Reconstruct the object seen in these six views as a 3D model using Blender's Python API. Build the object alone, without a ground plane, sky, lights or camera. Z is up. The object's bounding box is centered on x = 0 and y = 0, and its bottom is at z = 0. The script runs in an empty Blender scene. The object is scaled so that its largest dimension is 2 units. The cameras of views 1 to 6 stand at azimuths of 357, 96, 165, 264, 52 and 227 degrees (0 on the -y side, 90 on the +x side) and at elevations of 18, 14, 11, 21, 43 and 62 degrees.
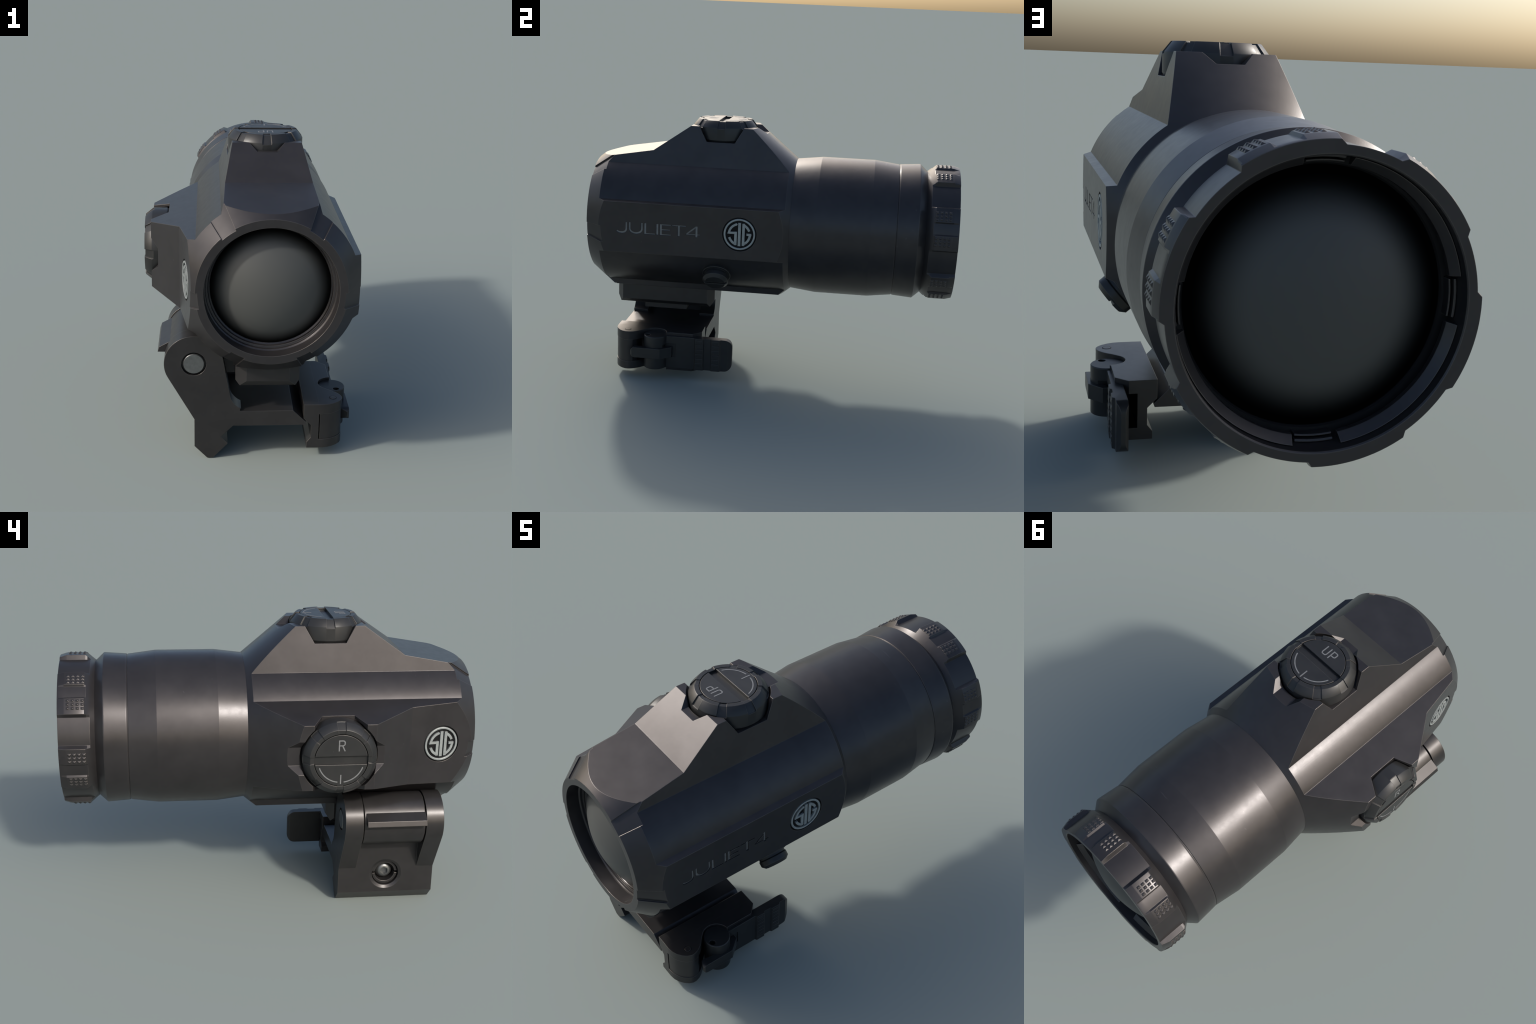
import bpy, bmesh, math, random
from math import sin, cos, pi, radians, hypot, sqrt
from mathutils import Vector, Matrix

random.seed(7)
AX, AZ = 0.086, 0.866          # optical axis runs along y through (AX, AZ)
TY = -0.2975                   # y of both adjustment turrets

# ------------------------------------------------------------------ materials
def new_mat(name):
    m = bpy.data.materials.new(name)
    m.use_nodes = True
    nt = m.node_tree
    nt.nodes.clear()
    out = nt.nodes.new("ShaderNodeOutputMaterial")
    b = nt.nodes.new("ShaderNodeBsdfPrincipled")
    nt.links.new(b.outputs["BSDF"], out.inputs["Surface"])
    return m, nt, b

def node(nt, kind, **kw):
    n = nt.nodes.new(kind)
    for k, v in kw.items():
        setattr(n, k, v)
    return n

def ramp(nt, src, stops):
    r = node(nt, "ShaderNodeValToRGB")
    els = r.color_ramp.elements
    while len(els) < len(stops):
        els.new(0.5)
    for e, (p, c) in zip(els, stops):
        e.position = p
        e.color = (c, c, c, 1) if isinstance(c, float) else (*c, 1)
    nt.links.new(src, r.inputs["Fac"])
    return r.outputs["Color"]

def metal(name, dark, light, rough, metallic=0.56, spec=0.38, bevel=0.003, wear=0.0, scratch=True):
    """Anodised metal: cloudy tone, fine grain, faint hairline scratches, softly rounded edges."""
    m, nt, b = new_mat(name)
    L = nt.links.new
    tc = node(nt, "ShaderNodeTexCoord")
    cloud = node(nt, "ShaderNodeTexNoise")
    cloud.inputs["Scale"].default_value = 7.0
    cloud.inputs["Detail"].default_value = 8.0
    cloud.inputs["Roughness"].default_value = 0.65
    L(tc.outputs["Object"], cloud.inputs["Vector"])
    base = ramp(nt, cloud.outputs["Fac"], [(0.3, dark), (0.7, light)])
    grain = node(nt, "ShaderNodeTexNoise")
    grain.inputs["Scale"].default_value = 260.0
    grain.inputs["Detail"].default_value = 2.0
    L(tc.outputs["Object"], grain.inputs["Vector"])
    colour = base
    if scratch:
        mp = node(nt, "ShaderNodeMapping")
        mp.inputs["Rotation"].default_value = (0.5, 0.35, 0.8)
        mp.inputs["Scale"].default_value = (1.6, 42.0, 30.0)
        L(tc.outputs["Object"], mp.inputs["Vector"])
        hair = node(nt, "ShaderNodeTexNoise")
        hair.inputs["Scale"].default_value = 1.6
        hair.inputs["Detail"].default_value = 3.0
        L(mp.outputs["Vector"], hair.inputs["Vector"])
        hm = ramp(nt, hair.outputs["Fac"], [(0.70, 0.0), (0.76, 1.0)])
        spot = node(nt, "ShaderNodeTexNoise")
        spot.inputs["Scale"].default_value = 3.1
        L(tc.outputs["Object"], spot.inputs["Vector"])
        sm = ramp(nt, spot.outputs["Fac"], [(0.55, 0.0), (0.68, 0.35)])
        mul = node(nt, "ShaderNodeMath", operation="MULTIPLY")
        L(hm, mul.inputs[0]); L(sm, mul.inputs[1])
        mx = node(nt, "ShaderNodeMix", data_type="RGBA")
        L(mul.outputs[0], mx.inputs["Factor"])
        L(base, mx.inputs["A"])
        mx.inputs["B"].default_value = (min(1, light[0]*2.6), min(1, light[1]*2.6), min(1, light[2]*2.6), 1)
        colour = mx.outputs["Result"]
    bev = node(nt, "ShaderNodeBevel", samples=6)
    bev.inputs["Radius"].default_value = bevel
    bump = node(nt, "ShaderNodeBump")
    bump.inputs["Strength"].default_value = 0.035
    bump.inputs["Distance"].default_value = 0.002
    L(grain.outputs["Fac"], bump.inputs["Height"])
    L(bev.outputs["Normal"], bump.inputs["Normal"])
    L(bump.outputs["Normal"], b.inputs["Normal"])
    if wear > 0:                                   # bare metal rubbed through along sharp edges
        geo = node(nt, "ShaderNodeNewGeometry")
        dot = node(nt, "ShaderNodeVectorMath", operation="DOT_PRODUCT")
        L(bev.outputs["Normal"], dot.inputs[0]); L(geo.outputs["Normal"], dot.inputs[1])
        wm = ramp(nt, dot.outputs["Value"], [(0.90, wear), (0.985, 0.0)])
        convex = ramp(nt, geo.outputs["Pointiness"], [(0.50, 0.0), (0.53, 1.0)])
        both = node(nt, "ShaderNodeMath", operation="MULTIPLY")
        L(wm, both.inputs[0]); L(convex, both.inputs[1])
        mx2 = node(nt, "ShaderNodeMix", data_type="RGBA")
        L(both.outputs[0], mx2.inputs["Factor"])
        L(colour, mx2.inputs["A"])
        mx2.inputs["B"].default_value = (0.22, 0.20, 0.18, 1)
        colour = mx2.outputs["Result"]
    L(colour, b.inputs["Base Color"])
    rr = node(nt, "ShaderNodeMapRange")
    rr.inputs["From Min"].default_value = 0.25
    rr.inputs["From Max"].default_value = 0.75
    rr.inputs["To Min"].default_value = rough - 0.05
    rr.inputs["To Max"].default_value = rough + 0.05
    mott = node(nt, "ShaderNodeTexNoise")           # blotchy polish: broad clouds broken up by a fine mottle
    mott.inputs["Scale"].default_value = 26.0
    mott.inputs["Detail"].default_value = 7.0
    mott.inputs["Roughness"].default_value = 0.7
    L(tc.outputs["Object"], mott.inputs["Vector"])
    avg = node(nt, "ShaderNodeMix", data_type="FLOAT")
    avg.inputs["Factor"].default_value = 0.6
    L(cloud.outputs["Fac"], avg.inputs["A"]); L(mott.outputs["Fac"], avg.inputs["B"])
    L(avg.outputs["Result"], rr.inputs["Value"])
    L(rr.outputs["Result"], b.inputs["Roughness"])
    b.inputs["Metallic"].default_value = metallic
    b.inputs["Specular IOR Level"].default_value = spec
    return m

def plain(name, col, rough, metallic=0.0, spec=0.5):
    m, nt, b = new_mat(name)
    tc = node(nt, "ShaderNodeTexCoord")
    n = node(nt, "ShaderNodeTexNoise")
    n.inputs["Scale"].default_value = 60.0
    n.inputs["Detail"].default_value = 4.0
    nt.links.new(tc.outputs["Object"], n.inputs["Vector"])
    lo = tuple(c * 0.88 for c in col); hi = tuple(min(1, c * 1.12) for c in col)
    nt.links.new(ramp(nt, n.outputs["Fac"], [(0.3, lo), (0.7, hi)]), b.inputs["Base Color"])
    b.inputs["Roughness"].default_value = rough
    b.inputs["Metallic"].default_value = metallic
    b.inputs["Specular IOR Level"].default_value = spec
    return m

def lens_mat(name, centre, r0, r1, rough):
    """Lens element: grey centre fading smoothly to black at the rim, painted by radius."""
    m, nt, b = new_mat(name)
    L = nt.links.new
    tc = node(nt, "ShaderNodeTexCoord")
    mp = node(nt, "ShaderNodeMapping")
    mp.inputs["Location"].default_value = (-AX, 0, -AZ)
    L(tc.outputs["Object"], mp.inputs["Vector"])
    sc = node(nt, "ShaderNodeVectorMath", operation="MULTIPLY")
    sc.inputs[1].default_value = (1, 0, 1)
    L(mp.outputs["Vector"], sc.inputs[0])
    ln = node(nt, "ShaderNodeVectorMath", operation="LENGTH")
    L(sc.outputs["Vector"], ln.inputs[0])
    mr = node(nt, "ShaderNodeMapRange", interpolation_type="SMOOTHSTEP")
    mr.inputs["From Min"].default_value = r0
    mr.inputs["From Max"].default_value = r1
    mr.inputs["To Min"].default_value = 1.0
    mr.inputs["To Max"].default_value = 0.0
    L(ln.outputs["Value"], mr.inputs["Value"])
    mx = node(nt, "ShaderNodeMix", data_type="RGBA")
    L(mr.outputs["Result"], mx.inputs["Factor"])
    mx.inputs["A"].default_value = (0.002, 0.002, 0.002, 1)
    mx.inputs["B"].default_value = (*centre, 1)
    L(mx.outputs["Result"], b.inputs["Base Color"])
    sp = node(nt, "ShaderNodeMath", operation="MULTIPLY")
    L(mr.outputs["Result"], sp.inputs[0]); sp.inputs[1].default_value = 0.45
    L(sp.outputs[0], b.inputs["Specular IOR Level"])
    b.inputs["Roughness"].default_value = rough
    return m

BODY   = metal("dark_anodised_metal", (0.041, 0.0388, 0.0405), (0.053, 0.0502, 0.0522), 0.325, wear=0.55)
CAPM   = metal("turret_cap_metal", (0.037, 0.038, 0.039), (0.049, 0.0495, 0.050), 0.39, wear=0.4)
MOUNT  = metal("mount_metal", (0.040, 0.0382, 0.0390), (0.052, 0.0498, 0.0505), 0.325, wear=0.5)
LEVERM = metal("lever_metal", (0.034, 0.035, 0.036), (0.046, 0.047, 0.048), 0.40, wear=0.3)
BLACK  = plain("blackened_recess", (0.006, 0.006, 0.007), 0.6, spec=0.2)
STEEL  = plain("pin_steel", (0.19, 0.195, 0.195), 0.36, metallic=0.85)
LOGO   = plain("badge_silver", (0.30, 0.325, 0.325), 0.42, metallic=0.4)
LASER  = plain("laser_marking_grey", (0.15, 0.156, 0.16), 0.55)
ENGR   = plain("engraving_fill_grey", (0.23, 0.235, 0.24), 0.5, metallic=0.5)
FLENS  = lens_mat("objective_lens_dark_rim", (0.066, 0.068, 0.065), 0.185, 0.264, 0.5)
RLENS  = lens_mat("eyepiece_lens_dark_rim", (0.047, 0.050, 0.049), 0.165, 0.288, 0.5)

# ------------------------------------------------------------------ mesh tools
ROOT = bpy.data.objects.new("rifle_sight_magnifier", None)
bpy.context.scene.collection.objects.link(ROOT)
ROOT["label"] = "black tubular flip-mount rifle sight magnifier with two turrets"
ROOT["category"] = "sight magnifier"

def finish(me, angle=30.0):
    bm = bmesh.new(); bm.from_mesh(me)
    bmesh.ops.remove_doubles(bm, verts=bm.verts, dist=1e-5)
    bmesh.ops.recalc_face_normals(bm, faces=bm.faces)
    lim = radians(angle)
    for f in bm.faces:
        f.smooth = True
    for e in bm.edges:
        e.smooth = len(e.link_faces) == 2 and e.calc_face_angle(0) < lim
    bm.to_mesh(me); bm.free()
    me.update()

def make(name, verts, faces, mat=None, parent=ROOT, angle=30.0, link=True):
    me = bpy.data.meshes.new(name)
    me.from_pydata([tuple(v) for v in verts], [], faces)
    finish(me, angle)
    ob = bpy.data.objects.new(name, me)
    if mat: me.materials.append(mat)
    bpy.context.scene.collection.objects.link(ob)
    if parent is not None: ob.parent = parent
    return ob

def revolve(profile, seg=160, a0=0.0, a1=360.0, frame=None):
    """Solid of revolution of (t, r) points. Default frame: about the optical axis, t = y.
    frame = (origin, xdir, ydir, axis)."""
    if frame is None:
        frame = (Vector((AX, 0, AZ)), Vector((1, 0, 0)), Vector((0, 0, 1)), Vector((0, 1, 0)))
    o, ex, ey, ez = frame
    full = abs(a1 - a0) >= 359.99
    n = seg if full else seg + 1
    vs, fs, rings = [], [], []
    for t, r in profile:
        if r < 1e-7:
            rings.append([len(vs)] * n); vs.append(o + ez * t)
        else:
            ids = []
            for i in range(n):
                a = radians(a0 + (a1 - a0) * i / seg)
                ids.append(len(vs)); vs.append(o + ex * (r * cos(a)) + ey * (r * sin(a)) + ez * t)
            rings.append(ids)
    m = len(profile)
    closed = profile[0][1] > 1e-7 or profile[-1][1] > 1e-7
    for j in range(m if closed else m - 1):
        A, B = rings[j], rings[(j + 1) % m]
        for i in range(seg):
            k = (i + 1) % n
            q = [A[i], A[k], B[k], B[i]]
            u = []
            for x in q:
                if x not in u: u.append(x)
            if len(u) > 2: fs.append(u)
    if not full:
        fs.append([r[0] for r in rings]); fs.append([r[-1] for r in rings][::-1])
    return vs, fs

def prism(poly, axis, lo, hi):
    """Extrude a 2D polygon. axis 'y': poly is (x, z); axis 'x': poly is (y, z); axis 'z': poly is (x, y)."""
    def P(p, t):
        return {"y": (p[0], t, p[1]), "x": (t, p[0], p[1]), "z": (p[0], p[1], t)}[axis]
    n = len(poly)
    vs = [P(p, lo) for p in poly] + [P(p, hi) for p in poly]
    fs = [list(range(n)), list(range(2 * n - 1, n - 1, -1))]
    fs += [[i, (i + 1) % n, n + (i + 1) % n, n + i] for i in range(n)]
    return vs, fs

def box(x0, x1, y0, y1, z0, z1):
    return prism([(x0, y0), (x1, y0), (x1, y1), (x0, y1)], "z", z0, z1)

def boolean(ob, other, op, drop=True):
    md = ob.modifiers.new("b", "BOOLEAN")
    md.operation = op; md.solver = "EXACT"; md.object = other
    bpy.context.view_layer.update()
    dg = bpy.context.evaluated_depsgraph_get()
    me = bpy.data.meshes.new_from_object(ob.evaluated_get(dg))
    ob.modifiers.clear()
    old = ob.data; ob.data = me; me.name = old.name
    bpy.data.meshes.remove(old)
    if drop:
        d = other.data
        bpy.data.objects.remove(other); bpy.data.meshes.remove(d)

def cut(ob, vf):    boolean(ob, make("cutter", *vf, parent=None), "DIFFERENCE")
def union(ob, vf):  boolean(ob, make("cutter", *vf, parent=None), "UNION")
def inter(ob, vf):  boolean(ob, make("cutter", *vf, parent=None), "INTERSECT")

def merge(lists):
    vs, fs = [], []
    for v, f in lists:
        o = len(vs); vs += list(v); fs += [[i + o for i in q] for q in f]
    return vs, fs

def bevel_mesh(ob, width, seg=2, angle=30):
    """Round the hard edges of a simple piece."""
    md = ob.modifiers.new("bev", "BEVEL")
    md.width = width; md.segments = seg; md.limit_method = "ANGLE"; md.angle_limit = radians(angle)
    bpy.context.view_layer.update()
    dg = bpy.context.evaluated_depsgraph_get()
    me = bpy.data.meshes.new_from_object(ob.evaluated_get(dg))
    ob.modifiers.clear(); old = ob.data; ob.data = me; me.name = old.name
    bpy.data.meshes.remove(old)
    finish(ob.data, 40)

def xform(vf, M):
    return [M @ Vector(v) for v in vf[0]], vf[1]

def arc(cx, cy, r, a0, a1, n=12):
    return [(cx + r * cos(radians(a0 + (a1 - a0) * i / n)), cy + r * sin(radians(a0 + (a1 - a0) * i / n))) for i in range(n + 1)]

# flat strokes for lettering: a path with a width (may differ per segment direction), extruded
def stroke(path, w, z0, z1):
    pts = [Vector(p) for p in path]
    n = len(pts)
    L, R = [], []
    for i, p in enumerate(pts):
        if i == 0: d = (pts[1] - p).normalized(); nrm = Vector((-d.y, d.x)); k = 1
        elif i == n - 1: d = (p - pts[i - 1]).normalized(); nrm = Vector((-d.y, d.x)); k = 1
        else:
            d0 = (p - pts[i - 1]).normalized(); d1 = (pts[i + 1] - p).normalized()
            n0 = Vector((-d0.y, d0.x)); n1 = Vector((-d1.y, d1.x))
            nrm = (n0 + n1).normalized(); k = 1 / max(0.45, nrm.dot(n0))
        L.append(p + nrm * (w / 2 * k)); R.append(p - nrm * (w / 2 * k))
    vs, fs = [], []
    for q in (L, R):
        for p in q: vs.append((p.x, p.y, z0))
    for q in (L, R):
        for p in q: vs.append((p.x, p.y, z1))
    l0, r0, l1, r1 = 0, n, 2 * n, 3 * n
    for i in range(n - 1):
        fs += [[l0 + i, l0 + i + 1, r0 + i + 1, r0 + i], [l1 + i, r1 + i, r1 + i + 1, l1 + i + 1],
               [l0 + i, l1 + i, l1 + i + 1, l0 + i + 1], [r0 + i, r0 + i + 1, r1 + i + 1, r1 + i]]
    fs += [[l0, r0, r1, l1], [l0 + n - 1, l1 + n - 1, r1 + n - 1, r0 + n - 1]]
    return vs, fs

def frame_matrix(origin, ex, ey, ez):
    return Matrix(((ex[0], ey[0], ez[0], origin[0]), (ex[1], ey[1], ez[1], origin[1]),
                   (ex[2], ey[2], ez[2], origin[2]), (0, 0, 0, 1)))

# ------------------------------------------------------------------ main housing
# towers are written in (u, y, h): u across, h outward from the optical axis
TOP  = frame_matrix((AX, 0, AZ), (1, 0, 0), (0, 1, 0), (0, 0, 1))
SIDE = frame_matrix((AX, 0, AZ), (0, 0, 1), (0, 1, 0), (-1, 0, 0))      # same tower turned a quarter onto -x

def tower():
    prof = [(-1.06, 0.3275), (-0.663, 0.3965), (-0.465, 0.535), (0.30, 0.535), (0.30, 0.12), (-1.06, 0.12)]
    wid = lambda h: 0.159 + 0.258 * (0.535 - h)
    vs = [(-wid(h), y, h) for y, h in prof] + [(wid(h), y, h) for y, h in prof]
    n = len(prof)
    fs = [list(range(n)), list(range(2 * n - 1, n - 1, -1))]
    fs += [[i, (i + 1) % n, n + (i + 1) % n, n + i] for i in range(n)]
    return vs, fs

SLAB = [(0.3885, -0.138), (0.3885, 0.138), (0.340, 0.1485), (0.2, 0.2), (0.2, -0.2), (0.340, -0.1485)]

housing = make("housing", *revolve([(-1.2, 0), (-1.2, 0.3865), (0.4, 0.3865), (0.4, 0)], 232, 0.37, 360.37), mat=BODY)
for M in (TOP, SIDE):
    union(housing, xform(tower(), M))
for M in (TOP, SIDE):          # the shallow front slope of each tower planes the barrel flat
    cut(housing, xform(prism([(-1.3, 0.3275 - 0.24 * 0.1738), (-0.663, 0.3965), (-0.663, 0.7), (-1.3, 0.7)], "x", -0.4, 0.4), M))
union(housing, prism([(AX + a, AZ + b) for a, b in SLAB], "y", -1.15, 0.35))
KEEL = [(0.384, -0.156), (0.384, 0.156), (0.345, 0.161), (0.2, 0.2), (0.2, -0.2), (0.345, -0.161)]
union(housing, prism([(AX + b, AZ - a) for a, b in KEEL], "y", -1.15, 0.35))
# both ends are turned conical in one go
FC, RC = 0.778, 0.80
front_r = lambda y: 0.3245 + FC * (y + 1.0)
inter(housing, revolve([(-1.0, 0), (-1.0, 0.3245), (-0.4085, 0.7847), (0.1120, 0.3648), (0.1195, 0)], 240))

# turret wells: round pocket plus one trapezoid channel each way
def channel(wb, wt, hb, along):
    k = (wt - wb) / (0.535 - hb)
    top = wb + k * (0.62 - hb)
    poly = [(-wb, hb), (wb, hb), (top, 0.62), (-top, 0.62)]
    if along == "u":
        return prism([(TY + a, h) for a, h in poly], "x", -0.4, 0.4)
    return prism(poly, "y", TY - 0.5, TY + 0.5)
for M in (TOP, SIDE):
    cut(housing, xform(channel(0.0445, 0.081, 0.501, "y"), M))
    cut(housing, xform(channel(0.0765, 0.123, 0.455, "u"), M))
    well = revolve([(0.4575, 0), (0.4575, 0.184), (0.65, 0.184), (0.65, 0)], 128,
                   frame=(Vector((0, TY, 0)), Vector((1, 0, 0)), Vector((0, 1, 0)), Vector((0, 0, 1))))
    cut(housing, xform(well, M))

# six shallow steps in the front cone
for a0, a1 in ((48.3, 61), (-12.6, 0.3), (-69, -57.3)):
    for b0, b1 in ((a0, a1), (180 - a1, 180 - a0)):
        d = 0.009
        cut(housing, revolve([(-1.06, 0.3245 - d - 0.06 * FC), (-0.80, front_r(-0.80) - d), (-0.80, 0.7), (-1.06, 0.7)], 10, b0, b1))
# objective bore
cut(housing, revolve([(-1.1, 0), (-1.1, 0.291), (-0.865, 0.285), (-0.865, 0)], 160))

# badges: sunk discs on the right slab and on the front of the side tower
BADGE_R = frame_matrix((0.474, -0.150, 0.868), (0, 1, 0), (0, 0, 1), (1, 0, 0))
SLOPE = math.atan2(0.3965 - 0.3275, 1.06 - 0.663)
bx = AX - (0.3965 - (0.822 - 0.663) * math.tan(SLOPE))
BADGE_L = frame_matrix((bx, -0.822, 0.866), (-sin(SLOPE) * 1.0, -cos(SLOPE), 0), (0, 0, 1), (-cos(SLOPE), sin(SLOPE), 0))
# the reading direction on the left badge runs toward the front and leans inward with the slope
BADGE_L = frame_matrix((bx, -0.822, 0.866), (sin(SLOPE), -cos(SLOPE), 0), (0, 0, 1), (-cos(SLOPE), -sin(SLOPE), 0))
ZF = (Vector((0, 0, 0)), Vector((1, 0, 0)), Vector((0, 1, 0)), Vector((0, 0, 1)))
for M in (BADGE_R, BADGE_L):
    cut(housing, xform(revolve([(-0.009, 0), (-0.009, 0.091), (0.02, 0.0945), (0.02, 0)], 72, frame=ZF), M))

# engraved word on the right slab (y, z relative to slab): thick stems, thin bars
Z0, Z1 = 0.836, 0.896
V, Hh = 0.0115, 0.0055
mid = (Z0 + Z1) / 2
def hook(xl, xr, top, rad):      # U shape or J hook bottom
    return None
WORD = [
    ([(-0.764, Z1)] + [(-0.764 - 0.024 + 0.024 * cos(radians(a)), Z0 + 0.020 + 0.018 * sin(radians(a))) for a in range(0, -91, -15)]
        + [(-0.803, Z0 + 0.003), (-0.816, Z0 + 0.010)], 0.0095),
    ([(-0.745, Z1)] + [(-0.7115 + 0.0335 * cos(radians(a)), Z0 + 0.026 + 0.024 * sin(radians(a))) for a in range(180, 361, 15)] + [(-0.678, Z1)], 0.0095),
    ([(-0.660, Z1), (-0.660, Z0)], V), ([(-0.665, Z0 + 0.003), (-0.606, Z0 + 0.003)], Hh),
    ([(-0.594, Z1), (-0.594, Z0)], V),
    ([(-0.575, Z1), (-0.575, Z0)], V), ([(-0.580, Z1 - 0.003), (-0.520, Z1 - 0.003)], Hh),
    ([(-0.580, mid), (-0.525, mid)], Hh), ([(-0.580, Z0 + 0.003), (-0.519, Z0 + 0.003)], Hh),
    ([(-0.515, Z1 - 0.003), (-0.438, Z1 - 0.003)], Hh), ([(-0.477, Z1 - 0.003), (-0.477, Z0)], V),
    ([(-0.381, Z0), (-0.381, Z1)], V), ([(-0.384, Z1 - 0.004), (-0.434, Z0 + 0.0155)], 0.007),
    ([(-0.438, Z0 + 0.014), (-0.362, Z0 + 0.014)], Hh),
]
WM = frame_matrix((0.474, 0, 0), (0, 1, 0), (0, 0, 1), (1, 0, 0))
for i, (p, w) in enumerate(WORD):
    cut(housing, xform(stroke(p, w, -0.0062 - 0.0002 * i, 0.02), WM))
finish(housing.data, 9)
fill = merge([stroke(p, w * 0.96, -0.0090 - 0.0002 * i, -0.0042 - 0.00010 * i) for i, (p, w) in enumerate(WORD)])
make("model_lettering", *xform(fill, WM), mat=ENGR, parent=housing)

# badge relief: outer ring and three letters
def badge(M, idx):
    make("badge_floor", *xform(revolve([(-0.0088, 0), (-0.0088, 0.0905), (-0.0070, 0.0905), (-0.0070, 0)], 72, frame=ZF), M), mat=BLACK, parent=housing)
    make("badge_ring", *xform(revolve([(-0.0075, 0.0745), (0.0004, 0.0750), (0.0012, 0.0765), (0.0012, 0.0825), (0.0004, 0.0840), (-0.0075, 0.0845)], 96, frame=ZF), M), mat=LOGO, parent=housing, angle=50)
    w = 0.0135
    s = 0.118 / 118 * 0.53          # picture px -> metres
    S = [([(-0.0150, 0.0585)] + arc(0, 0, 0.0565, 108, 160, 10) + [(-0.0565, 0.0075), (-0.0200, 0.0075)], w * 0.85),
         ([(-0.0200, 0.0142), (-0.0200, -0.0585)], w),
         (arc(0, 0, 0.0560, 247, 198, 10), w * 0.9)]
    I = [([(0, 0.0630), (0, -0.0630)], 0.0145)]
    G = [([(0.0215, 0.0600), (0.0215, -0.0600)], w),
         (arc(0, 0, 0.0560, 66, 21, 10), w * 0.9),
         (arc(0, 0, 0.0560, -66, -10, 10) + [(0.0590, 0.0030)], w * 0.9),
         ([(0.0640, 0.0020), (0.0385, 0.0020)], w * 0.85)]
    for nm, strokes in (("letter", S), ("letter", I), ("letter", G)):
        parts = [stroke(p, ww, -0.0075, 0.0009 + 0.0003 * k) for k, (p, ww) in enumerate(strokes)]
        make("badge_letter", *xform(merge(parts), M), mat=LOGO, parent=housing)
badge(BADGE_R, 0); badge(BADGE_L, 1)

# ------------------------------------------------------------------ objective lens and its cell
make("lens_cell", *revolve([(-0.942, 0.2895), (-0.936, 0.2815), (-0.932, 0.2800), (-0.924, 0.2800), (-0.922, 0.2715),
                            (-0.917, 0.2715), (-0.912, 0.2690), (-0.908, 0.2620), (-0.900, 0.2605), (-0.885, 0.2605), (-0.870, 0.2600), (-0.870, 0.2880)], 160),
     mat=BODY, angle=25)
def dome(r, edge, apex, n=20):
    sag = abs(apex - edge); R = (r * r + sag * sag) / (2 * sag); s = 1 if apex > edge else -1
    pts = [(edge - s * 0.012, 0.0), (edge - s * 0.012, r)]
    for i in range(n + 1):
        q = r * (1 - i / n)
        pts.append((apex - s * (R - sqrt(R * R - q * q)), q))
    return pts
make("objective_lens", *revolve(dome(0.2602, -0.908, -0.998), 160), mat=FLENS, angle=35)

# ------------------------------------------------------------------ rear tube
tube = make("tube", *revolve([(0.05, 0.30), (0.05, 0.3630), (0.110, 0.3640), (0.1135, 0.3645), (0.25, 0.3810), (0.54, 0.3810), (0.6735, 0.3640), (0.6745, 0.3610),
                              (0.6775, 0.3610), (0.679, 0.3640), (0.684, 0.3655), (0.786, 0.3730), (0.790, 0.3725), (0.832, 0.3340), (0.842, 0.3300), (0.842, 0.29)], 200), mat=BODY, angle=6)

# ------------------------------------------------------------------ focus ring on the eyepiece
def focus_ring():
    prof = [(0.826, 0.332), (0.830, 0.336), (0.8515, 0.354), (0.8660, 0.367), (0.875, 0.3745), (0.879, 0.3755), (0.9645, 0.3755),
            (0.969, 0.3745), (0.9935, 0.367), (1.0, 0.365), (1.0, 0.3335), (0.9965, 0.3300), (0.930, 0.3290), (0.866, 0.3270), (0.866, 0.30), (0.826, 0.30)]
    ths = set(round(i * 1.5, 3) for i in range(240))
    for k in range(6):
        for off, hs in ((45, (10.65, 12.6)), (75, (4.5, 5.6))):
            for h in hs:
                for s in (-1, 1):
                    ths.add(round((off + 60 * k + s * h) % 360, 3))
    ths = sorted(ths)
    clean = []
    keep = set()
    for k in range(6):
        for off, hs in ((45, (10.65, 12.6)), (75, (4.5, 5.6))):
            for h in hs:
                for s in (-1, 1): keep.add(round((off + 60 * k + s * h) % 360, 3))
    ths = [t for t in ths if t in keep or all(abs(t - q) > 0.6 for q in keep)]
    def cap(t):
        c = 0.40
        for off, f, w, lo in ((45, 10.65, 12.6, 0.354), (75, 4.5, 5.6, 0.367)):
            d = abs((t - off + 30) % 60 - 30)
            if d <= f + 1e-4: c = min(c, lo)
            elif d < w - 1e-4: c = min(c, lo + (0.3755 - lo) * (d - f) / (w - f))
        return c
    vs, fs = [], []
    m, n = len(prof), len(ths)
    for t in ths:
        a = radians(t); c = cap(t)
        for y, r in prof:
            rr = min(r, c) if y > 0.84 and r > 0.34 else r
            vs.append((AX + rr * cos(a), y, AZ + rr * sin(a)))
    for i in range(n):
        k = (i + 1) % n
        for j in range(m):
            q = (j + 1) % m
            fs.append([i * m + j, i * m + q, k * m + q, k * m + j])
    return vs, fs
ring = make("focus_ring", *focus_ring(), mat=BODY, angle=20)

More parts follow.
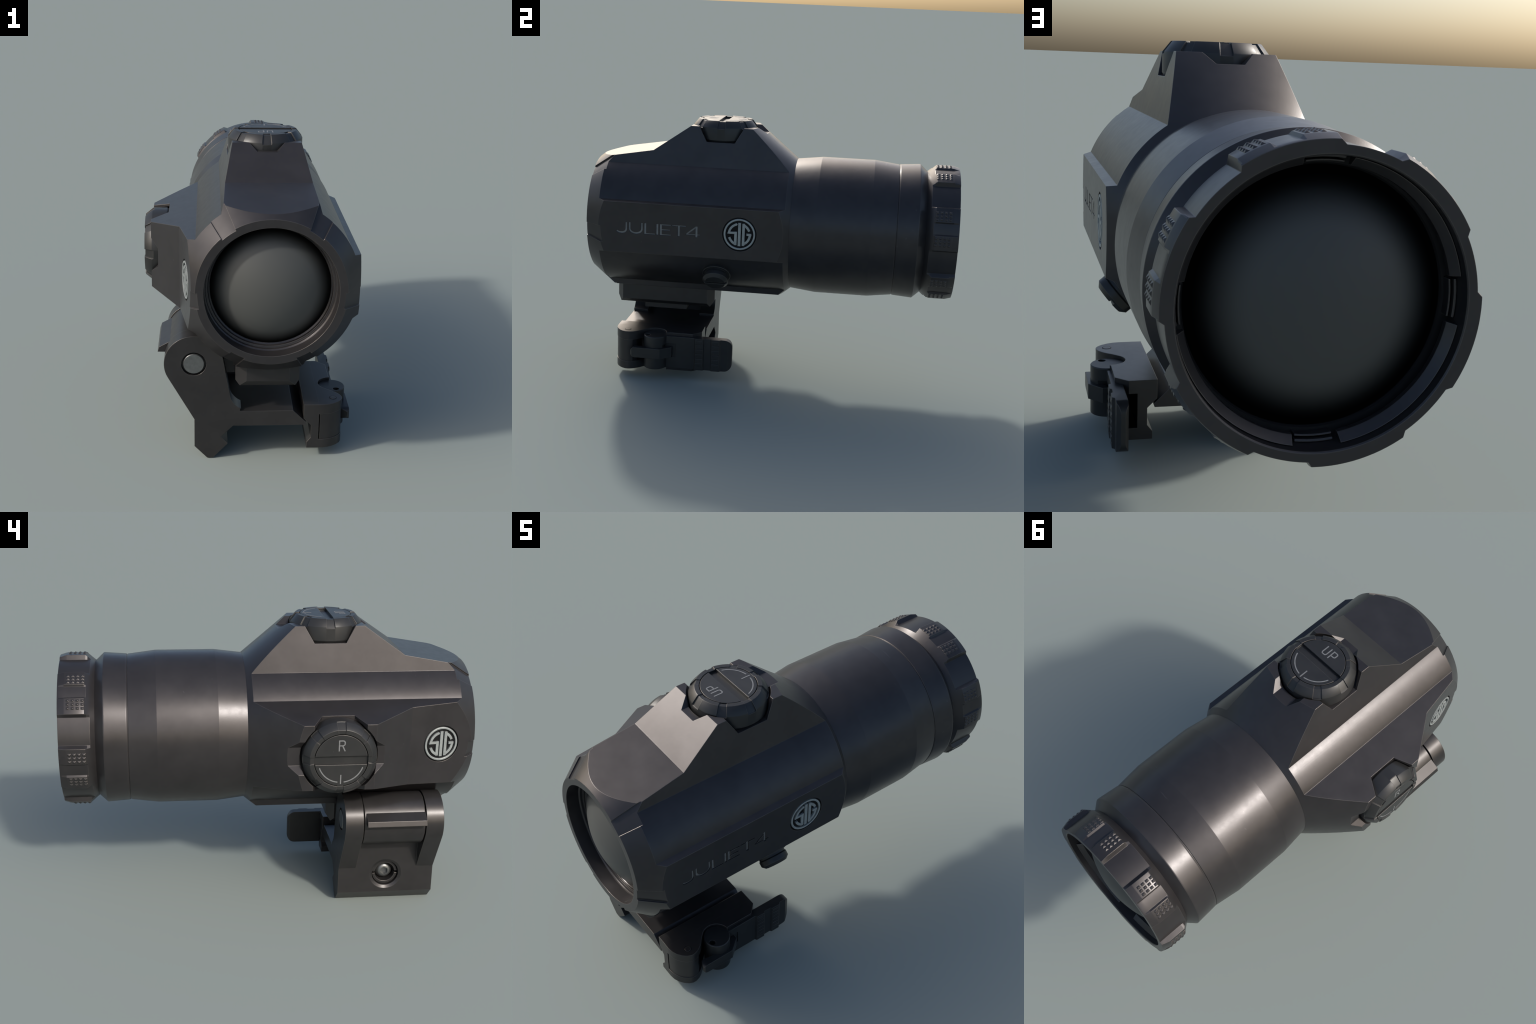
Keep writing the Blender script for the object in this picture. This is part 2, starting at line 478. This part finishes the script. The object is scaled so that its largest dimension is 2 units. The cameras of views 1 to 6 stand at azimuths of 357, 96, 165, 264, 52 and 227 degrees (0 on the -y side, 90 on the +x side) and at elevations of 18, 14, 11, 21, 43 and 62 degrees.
# grip patches: 4 x 3 little pyramids beside every small recess
def knurl():
    vs, fs = [], []
    for i in range(4):
        for j in range(3):
            y = 0.8705 + 0.0225 * (i + 0.5); t = radians((j - 1) * 2.85)
            hy, ht, r0, r1 = 0.0100, radians(1.25), 0.3745, 0.3797
            b = len(vs)
            for sy, st in ((-1, -1), (1, -1), (1, 1), (-1, 1)):
                vs.append((r0 * cos(t + st * ht), y + sy * hy, r0 * sin(t + st * ht)))
            for sy, st in ((-1, -1), (1, -1), (1, 1), (-1, 1)):
                vs.append((r1 * cos(t + st * ht * .12), y + sy * hy * .12, r1 * sin(t + st * ht * .12)))
            for q in range(4):
                fs.append([b + q, b + (q + 1) % 4, b + 4 + (q + 1) % 4, b + 4 + q])
            fs.append([b, b + 3, b + 2, b + 1]); fs.append([b + 4, b + 5, b + 6, b + 7])
    return vs, fs
src = None
for k in range(6):
    for s in (-1, 1):
        if src is None:
            src = make("grip_pyramids", *knurl(), mat=BODY, parent=ring); o = src
        else:
            o = src.copy(); bpy.context.scene.collection.objects.link(o)
        o["kind"] = "stuff"
        o.location = (AX, 0, AZ)
        o.rotation_euler = (0, -radians(75 + 60 * k + s * 10.4), 0)

# inside of the eyepiece: four raised arcs with small rails in the gaps, black seat, lens
for k in range(4):
    a = 90 * k
    seg = revolve([(0.935, 0.3288), (0.970, 0.3288), (0.972, 0.3272), (0.950, 0.3088), (0.935, 0.3088)], 40, a + 10.0, a + 80.0)
    make("retaining_arc", *seg, mat=BODY, parent=ring, angle=25)
    rail = merge([revolve([(0.910, 0.3285), (0.9440, 0.3285), (0.9460, 0.3260), (0.9440, 0.3215), (0.910, 0.3210)], 10, a - 8, a + 8),
                  revolve([(0.905, 0.3170), (0.9360, 0.3170), (0.9380, 0.3150), (0.9360, 0.3120), (0.905, 0.3110)], 10, a - 8, a + 8)])
    make("retaining_rail", *rail, mat=BODY, parent=ring, angle=25)
make("lens_seat", *revolve([(0.860, 0.0), (0.860, 0.3272), (0.912, 0.3272), (0.908, 0.3060), (0.903, 0.3020), (0.888, 0.3020), (0.888, 0.0)], 128), mat=BLACK, parent=ring)
make("eyepiece_lens", *revolve(dome(0.3025, 0.899, 0.9995), 160), mat=RLENS, angle=35)

# ------------------------------------------------------------------ turret caps
def cap_shell():
    full  = [(0.438, 0.150), (0.452, 0.168), (0.466, 0.1755), (0.5315, 0.1755), (0.5345, 0.1745), (0.5665, 0.1490), (0.5680, 0.1465), (0.5680, 0.1275), (0.5630, 0.1262), (0.5525, 0.1262)]
    notch = [(0.438, 0.150), (0.452, 0.168), (0.466, 0.1755), (0.5260, 0.1755), (0.5265, 0.1722), (0.5630, 0.1455), (0.5640, 0.1440), (0.5640, 0.1275), (0.5630, 0.1262), (0.5525, 0.1262)]
    ths = []
    for k in range(8):
        c = 45 * k
        ths += [(c - 7.1, 0), (c - 6.8, 1), (c, 1), (c + 6.8, 1), (c + 7.1, 0)]
        ths += [(c + 7.1 + (45 - 14.2) * i / 8, 0) for i in range(1, 8)]
    vs, fs = [], []
    m, n = len(full), len(ths)
    for t, s in ths:
        for h, r in (notch if s else full):
            vs.append((r * cos(radians(t)), r * sin(radians(t)), h))
    for i in range(n):
        k = (i + 1) % n
        for j in range(m - 1):
            fs.append([i * m + j, k * m + j, k * m + j + 1, i * m + j + 1])
    fs.append([i * m for i in range(n)][::-1]); fs.append([i * m + m - 1 for i in range(n)])
    return vs, fs

def half_disc(sign):
    r, w = 0.1235, 0.0205
    a = math.degrees(math.asin(w / r))
    def outline(rr, ww):
        aa = math.degrees(math.asin(ww / rr))
        return arc(0, 0, rr, aa, 180 - aa, 40)
    lo, hi = outline(r, w), outline(r - 0.0012, w + 0.0012)
    n = len(lo)
    vs = [(x, sign * y, 0.545) for x, y in lo] + [(x, sign * y, 0.5665) for x, y in lo] + [(x, sign * y, 0.5678) for x, y in hi]
    fs = [list(range(n)), list(range(2 * n, 3 * n))]
    for b in (0, n):
        fs += [[b + i, b + (i + 1) % n, b + n + (i + 1) % n, b + n + i] for i in range(n)]
    return vs, fs

MARK = [(arc(0, 0, 0.1065, 199, 262, 14), 0.0052), (arc(0, 0, 0.1065, 278, 341, 14), 0.0052), ([(0, -0.070), (0, -0.115)], 0.0052)]
UP = [([(-0.0300, 0.0955), (-0.0300, 0.0560), (-0.0270, 0.0505), (-0.0240, 0.0490), (-0.0120, 0.0490), (-0.0090, 0.0505), (-0.0060, 0.0560), (-0.0060, 0.0955)], 0.0054),
      ([(0.0110, 0.0460), (0.0110, 0.0928), (0.0290, 0.0928), (0.0330, 0.0910), (0.0350, 0.0870), (0.0350, 0.0730), (0.0330, 0.0690), (0.0290, 0.0670), (0.0130, 0.0670)], 0.0054)]
RR = [([(-0.0120, 0.0455), (-0.0120, 0.0955), (0.0060, 0.0955), (0.0110, 0.0935), (0.0140, 0.0890), (0.0140, 0.0790), (0.0110, 0.0745), (0.0060, 0.0720), (-0.0090, 0.0720)], 0.0054),
      ([(0.0040, 0.0700), (0.0155, 0.0455)], 0.0054)]
CAP_TOP  = frame_matrix((AX, TY, AZ), (-1, 0, 0), (0, -1, 0), (0, 0, 1))
CAP_SIDE = frame_matrix((AX, TY, AZ), (0, -1, 0), (0, 0, 1), (-1, 0, 0))
for M, letters in ((CAP_TOP, UP), (CAP_SIDE, RR)):
    cap = make("turret_cap", *xform(cap_shell(), M), mat=CAPM, angle=25)
    for s in (1, -1):
        make("cap_face", *xform(half_disc(s), M), mat=CAPM, parent=cap)
    marks = merge([stroke(p, w, 0.565, 0.5682 + 0.00025 * i) for i, (p, w) in enumerate(MARK)])
    make("turn_direction_mark", *xform(marks, M), mat=LASER, parent=cap)
    lett = merge([stroke(p, w, 0.565, 0.5682 + 0.00025 * i) for i, (p, w) in enumerate(letters)])
    make("direction_lettering", *xform(lett, M), mat=LASER, parent=cap)

# ------------------------------------------------------------------ locking button under the right side
ba = radians(-39.5)
bd = Vector((cos(ba), 0, sin(ba)))
BF = (Vector((AX, -0.280, AZ)), Vector((0, 1, 0)), Vector((-sin(ba), 0, cos(ba))), bd)
btn = make("lock_button", *revolve([(0.35, 0), (0.35, 0.077), (0.3945, 0.077), (0.3960, 0.075), (0.3960, 0.066), (0.406, 0.066), (0.411, 0.070), (0.434, 0.070), (0.449, 0.054), (0.449, 0.0)], 48, frame=BF), mat=CAPM)
BM = frame_matrix(BF[0], BF[1], BF[2], BF[3])
cut(btn, xform(box(-0.1, 0.1, -0.008, 0.008, 0.440, 0.5), BM))
finish(btn.data)

# ------------------------------------------------------------------ mount base (extrusion with two hinge ears)
Y0, Y1 = -0.840, -0.355
HX, HZ, HR = -0.247, 0.4715, 0.1335          # hinge axis and barrel radius
foot = [(-0.245, 0.060), (-0.187, 0.0), (-0.160, 0.0), (-0.093, 0.072), (-0.124, 0.107), (-0.069, 0.163),
        (0.264, 0.165), (0.266, 0.179), (0.206, 0.237), (-0.037, 0.237)]
barrel = arc(HX, HZ, HR, 15.4, 211.5, 40)
ear = foot + [(-0.037, 0.250)] + arc(0.0035, 0.3300, 0.0885, 246, 187, 10) + barrel + [(-0.245, 0.197)]
wall = foot + [(-0.135, 0.237), (-0.135, 0.332), (-0.245, 0.334), (-0.245, 0.197)]
base = make("mount_base", *prism(ear, "y", Y0, Y0 + 0.086), mat=MOUNT)
union(base, prism(ear, "y", Y1 - 0.088, Y1))
union(base, prism(wall, "y", Y0 + 0.05, Y1 - 0.05))
# pin bores in the ears, screw pocket in the outer wall
YF = lambda y: (Vector((HX, y, HZ)), Vector((1, 0, 0)), Vector((0, 0, 1)), Vector((0, 1, 0)))
cut(base, revolve([(Y0 - 0.05, 0), (Y0 - 0.05, 0.056), (Y0 + 0.02, 0.056), (Y0 + 0.02, 0)], 64, frame=YF(0)))
cut(base, revolve([(Y1 - 0.02, 0), (Y1 - 0.02, 0.056), (Y1 + 0.05, 0.056), (Y1 + 0.05, 0)], 64, frame=YF(0)))
XF = (Vector((-0.245, -0.597, 0.160)), Vector((0, -1, 0)), Vector((0, 0, 1)), Vector((-1, 0, 0)))
cut(base, revolve([(-0.070, 0), (-0.070, 0.066), (-0.008, 0.068), (0.0, 0.082), (0.03, 0.095), (0.03, 0)], 64, frame=XF))
finish(base.data, 28)
make("hinge_pin", *revolve([(Y0 + 0.0, 0), (Y0 + 0.0, 0.045), (Y0 + 0.004, 0.048), (Y0 + 0.1, 0.048), (Y0 + 0.1, 0)], 64, frame=YF(0)), mat=STEEL)
make("hinge_pin", *revolve([(Y1 - 0.1, 0), (Y1 - 0.1, 0.048), (Y1 - 0.004, 0.048), (Y1, 0.045), (Y1, 0)], 64, frame=YF(0)), mat=STEEL)
# screw: slotted collar and domed head with hex socket
for a0 in (0, 180):
    make("screw_collar", *revolve([(-0.060, 0.050), (-0.022, 0.050), (-0.020, 0.052), (-0.020, 0.0635), (-0.060, 0.0655)], 30, a0 + 6, a0 + 174, frame=XF), mat=MOUNT, parent=base)
head = make("screw_head", *revolve([(-0.068, 0), (-0.068, 0.043), (-0.050, 0.042), (-0.038, 0.034), (-0.033, 0.026), (-0.031, 0.0)], 48, frame=XF), mat=STEEL, parent=base)
hexo = revolve([(-0.048, 0), (-0.048, 0.021), (0.0, 0.021), (0.0, 0)], 6, 30, 390, frame=XF)
cut(head, hexo)
finish(head.data)

# ------------------------------------------------------------------ swing arm: knuckle, finger rib and block under the housing
K0, K1 = Y0 + 0.090, Y1 - 0.092
knuckle = make("hinge_knuckle", *revolve([(K0, 0), (K0, 0.126), (K0 + 0.004, 0.130), (K1 - 0.004, 0.130), (K1, 0.126), (K1, 0)], 96, frame=YF(0)), mat=MOUNT)
rib = [(-0.30, 0.560), (-0.350, 0.546), (-0.404, 0.517), (-0.412, 0.493), (-0.370, 0.492), (-0.30, 0.480)]
union(knuckle, prism(rib, "y", K0 + 0.002, K1 - 0.010))
union(knuckle, prism([(-0.20, 0.375), (0.0, 0.395), (0.0, 0.480), (-0.15, 0.52), (-0.24, 0.55)], "y", K0 + 0.004, K1 - 0.004))
finish(knuckle.data, 28)

def corner_block(x0, x1, y0, y1, cx, cy, ix, iy, z_bot, z_front, z_side, z_top):
    """Block with cut corners; the long bottom edges are chamfered, the corner facets run down to a point."""
    vs, fs = [], []
    for sx, sy in ((0, 0), (1, 0), (1, 1), (0, 1)):
        X, Y = (x1, -1) if sx else (x0, 1), (y1, -1) if sy else (y0, 1)
        a = (X[0] + X[1] * cx, Y[0]); b = (X[0], Y[0] + Y[1] * cy); c = (X[0] + X[1] * ix, Y[0] + Y[1] * iy)
        vs += [(*a, z_top), (*b, z_top), (*a, z_front), (*b, z_side), (*c, z_bot)]
    for k in range(4):
        o = 5 * k; q = 5 * ((k + 1) % 4)
        fs.append([o, o + 1, o + 3, o + 4, o + 2])
        u, v = (0, 0) if k % 2 == 0 else (1, 1)          # corners joined along x use the a points, along y the b points
        fs.append([o + u, q + v, q + 2 + v, o + 2 + u])
        fs.append([o + 2 + u, q + 2 + v, q + 4, o + 4])
    fs.append([4, 9, 14, 19]); fs.append([0, 1, 16, 15, 10, 11, 6, 5][::-1])
    return vs, fs
make("mounting_block", *corner_block(-0.060, 0.229, -0.877, -0.318, 0.048, 0.036, 0.019, 0.0218, 0.374, 0.404, 0.395, 0.485), mat=MOUNT)
make("locating_plate", *prism([(-0.717, 0.39), (-0.717, 0.343), (-0.4785, 0.343), (-0.470, 0.39)], "x", -0.026, 0.198), mat=MOUNT)

# ------------------------------------------------------------------ clamp jaw on the right
def smooth_closed(pts, n=4):
    return pts
jaw_plan_out = [(0.34, -0.840), (0.366, -0.836), (0.390, -0.826), (0.412, -0.810), (0.428, -0.792), (0.437, -0.772), (0.437, -0.755), (0.430, -0.733), (0.418, -0.715),
                (0.402, -0.698), (0.384, -0.684)] + arc(0.4060, -0.6130, 0.066, 230, 92, 14) + [(0.400, -0.540), (0.400, -0.402), (0.355, Y1 - 0.001), (0.30, Y1 - 0.001), (0.30, -0.840)]
def section_block():
    # inner profile that grips the rail
    return [(0.254, 0.266), (0.255, 0.197), (0.290, 0.163), (0.290, 0.100), (0.271, 0.076), (0.271, 0.047), (0.325, 0.047), (0.325, 0.266)]
jaw = make("clamp_jaw", *prism(section_block(), "y", Y0, Y1 - 0.001), mat=MOUNT)
union(jaw, prism(jaw_plan_out, "z", 0.2175, 0.2659))
bottom_plan = [(x, y) for x, y in jaw_plan_out]
union(jaw, prism(bottom_plan, "z", 0.0472, 0.0905))
finish(jaw.data, 28)
for p in ((0.395, -0.768),):
    make("clamp_pin", *revolve([(0.2, 0), (0.2, 0.0145), (0.2666, 0.0145), (0.2666, 0)], 32,
         frame=(Vector((p[0], p[1], 0)), Vector((1, 0, 0)), Vector((0, 1, 0)), Vector((0, 0, 1)))), mat=MOUNT, parent=jaw)
    make("pin_seat", *revolve([(0.262, 0.0), (0.262, 0.0180), (0.2662, 0.0180), (0.2662, 0.0)], 32,
         frame=(Vector((p[0], p[1], 0)), Vector((1, 0, 0)), Vector((0, 1, 0)), Vector((0, 0, 1)))), mat=BLACK, parent=jaw)

# latch filling the front of the jaw slot
latch_plan = [(0.330, -0.8375), (0.366, -0.834), (0.390, -0.824), (0.411, -0.808), (0.427, -0.790), (0.4355, -0.771), (0.4355, -0.755), (0.4285, -0.734), (0.405, -0.715), (0.330, -0.705)]
make("latch_block", *prism(latch_plan, "z", 0.0915, 0.2165), mat=MOUNT, parent=jaw)

# lever: pivot drum, ribbed paddle
DRUM = (Vector((0.4055, -0.6090, 0)), Vector((1, 0, 0)), Vector((0, 1, 0)), Vector((0, 0, 1)))
lever = make("clamp_lever", *revolve([(0.066, 0), (0.066, 0.060), (0.069, 0.0635), (0.250, 0.0635), (0.253, 0.061), (0.253, 0)], 64, frame=DRUM), mat=LEVERM)
paddle = [(0.380, -0.60), (0.4140, -0.60), (0.4140, -0.388), (0.4240, -0.382), (0.4240, -0.337), (0.4160, -0.331), (0.4160, -0.296), (0.4240, -0.290), (0.4240, -0.246), (0.4150, -0.238),
          (0.4140, -0.200), (0.400, -0.177), (0.384, -0.177), (0.374, -0.190), (0.374, -0.38), (0.380, -0.40)]
pad = prism(paddle, "z", 0.0655, 0.2480)
union(lever, pad)
# rounded outline of the paddle end
r = 0.042
zt, zb, ye = 0.2480, 0.0655, -0.177
clip = [(-0.70, 0.0), (-0.70, 0.35), (-0.45, 0.35), (-0.45, zt)] + arc(ye - r, zt - r, r, 90, 0, 8) + arc(ye - r, zb + r, r, 0, -90, 8) + [(-0.45, zb), (-0.45, 0.0)]
inter(lever, prism(clip, "x", 0.2, 0.6))
cut(lever, revolve([(0.215, 0), (0.215, 0.0145), (0.3, 0.0145), (0.3, 0)], 32, frame=(Vector((0.424, -0.648, 0)), Vector((1, 0, 0)), Vector((0, 1, 0)), Vector((0, 0, 1)))))
cut(lever, box(0.409, 0.6, -0.56, -0.492, 0.128, 0.205))
finish(lever.data, 28)
# serrations on both grip pads
ser = []
for y0, y1 in ((-0.384, -0.345), (-0.292, -0.253)):
    for i in range(6):
        z = 0.098 + 0.0265 * i
        ser.append(box(0.421, 0.4258, y0 + 0.005, y1 + 0.005, z - 0.010, z + 0.0075))
o = make("lever_serrations", *merge(ser), mat=LEVERM, parent=lever)
o["kind"] = "stuff"
# safety tongue wrapped round the drum
tongue_plan = [(0.440, -0.722), (0.472, -0.736), (0.480, -0.728), (0.480, -0.570), (0.432, -0.513), (0.412, -0.513), (0.412, -0.535), (0.450, -0.585), (0.452, -0.640), (0.445, -0.68)]
tongue = make("lever_tongue", *prism(tongue_plan, "z", 0.133, 0.1905), mat=LEVERM, parent=lever)
tr = 0.0285
tclip = arc(-0.738 + tr, 0.16175, tr, 90, 270, 12) + [(-0.45, 0.1332), (-0.45, 0.1903)]
inter(tongue, prism(tclip, "x", 0.35, 0.6))
finish(tongue.data, 28)
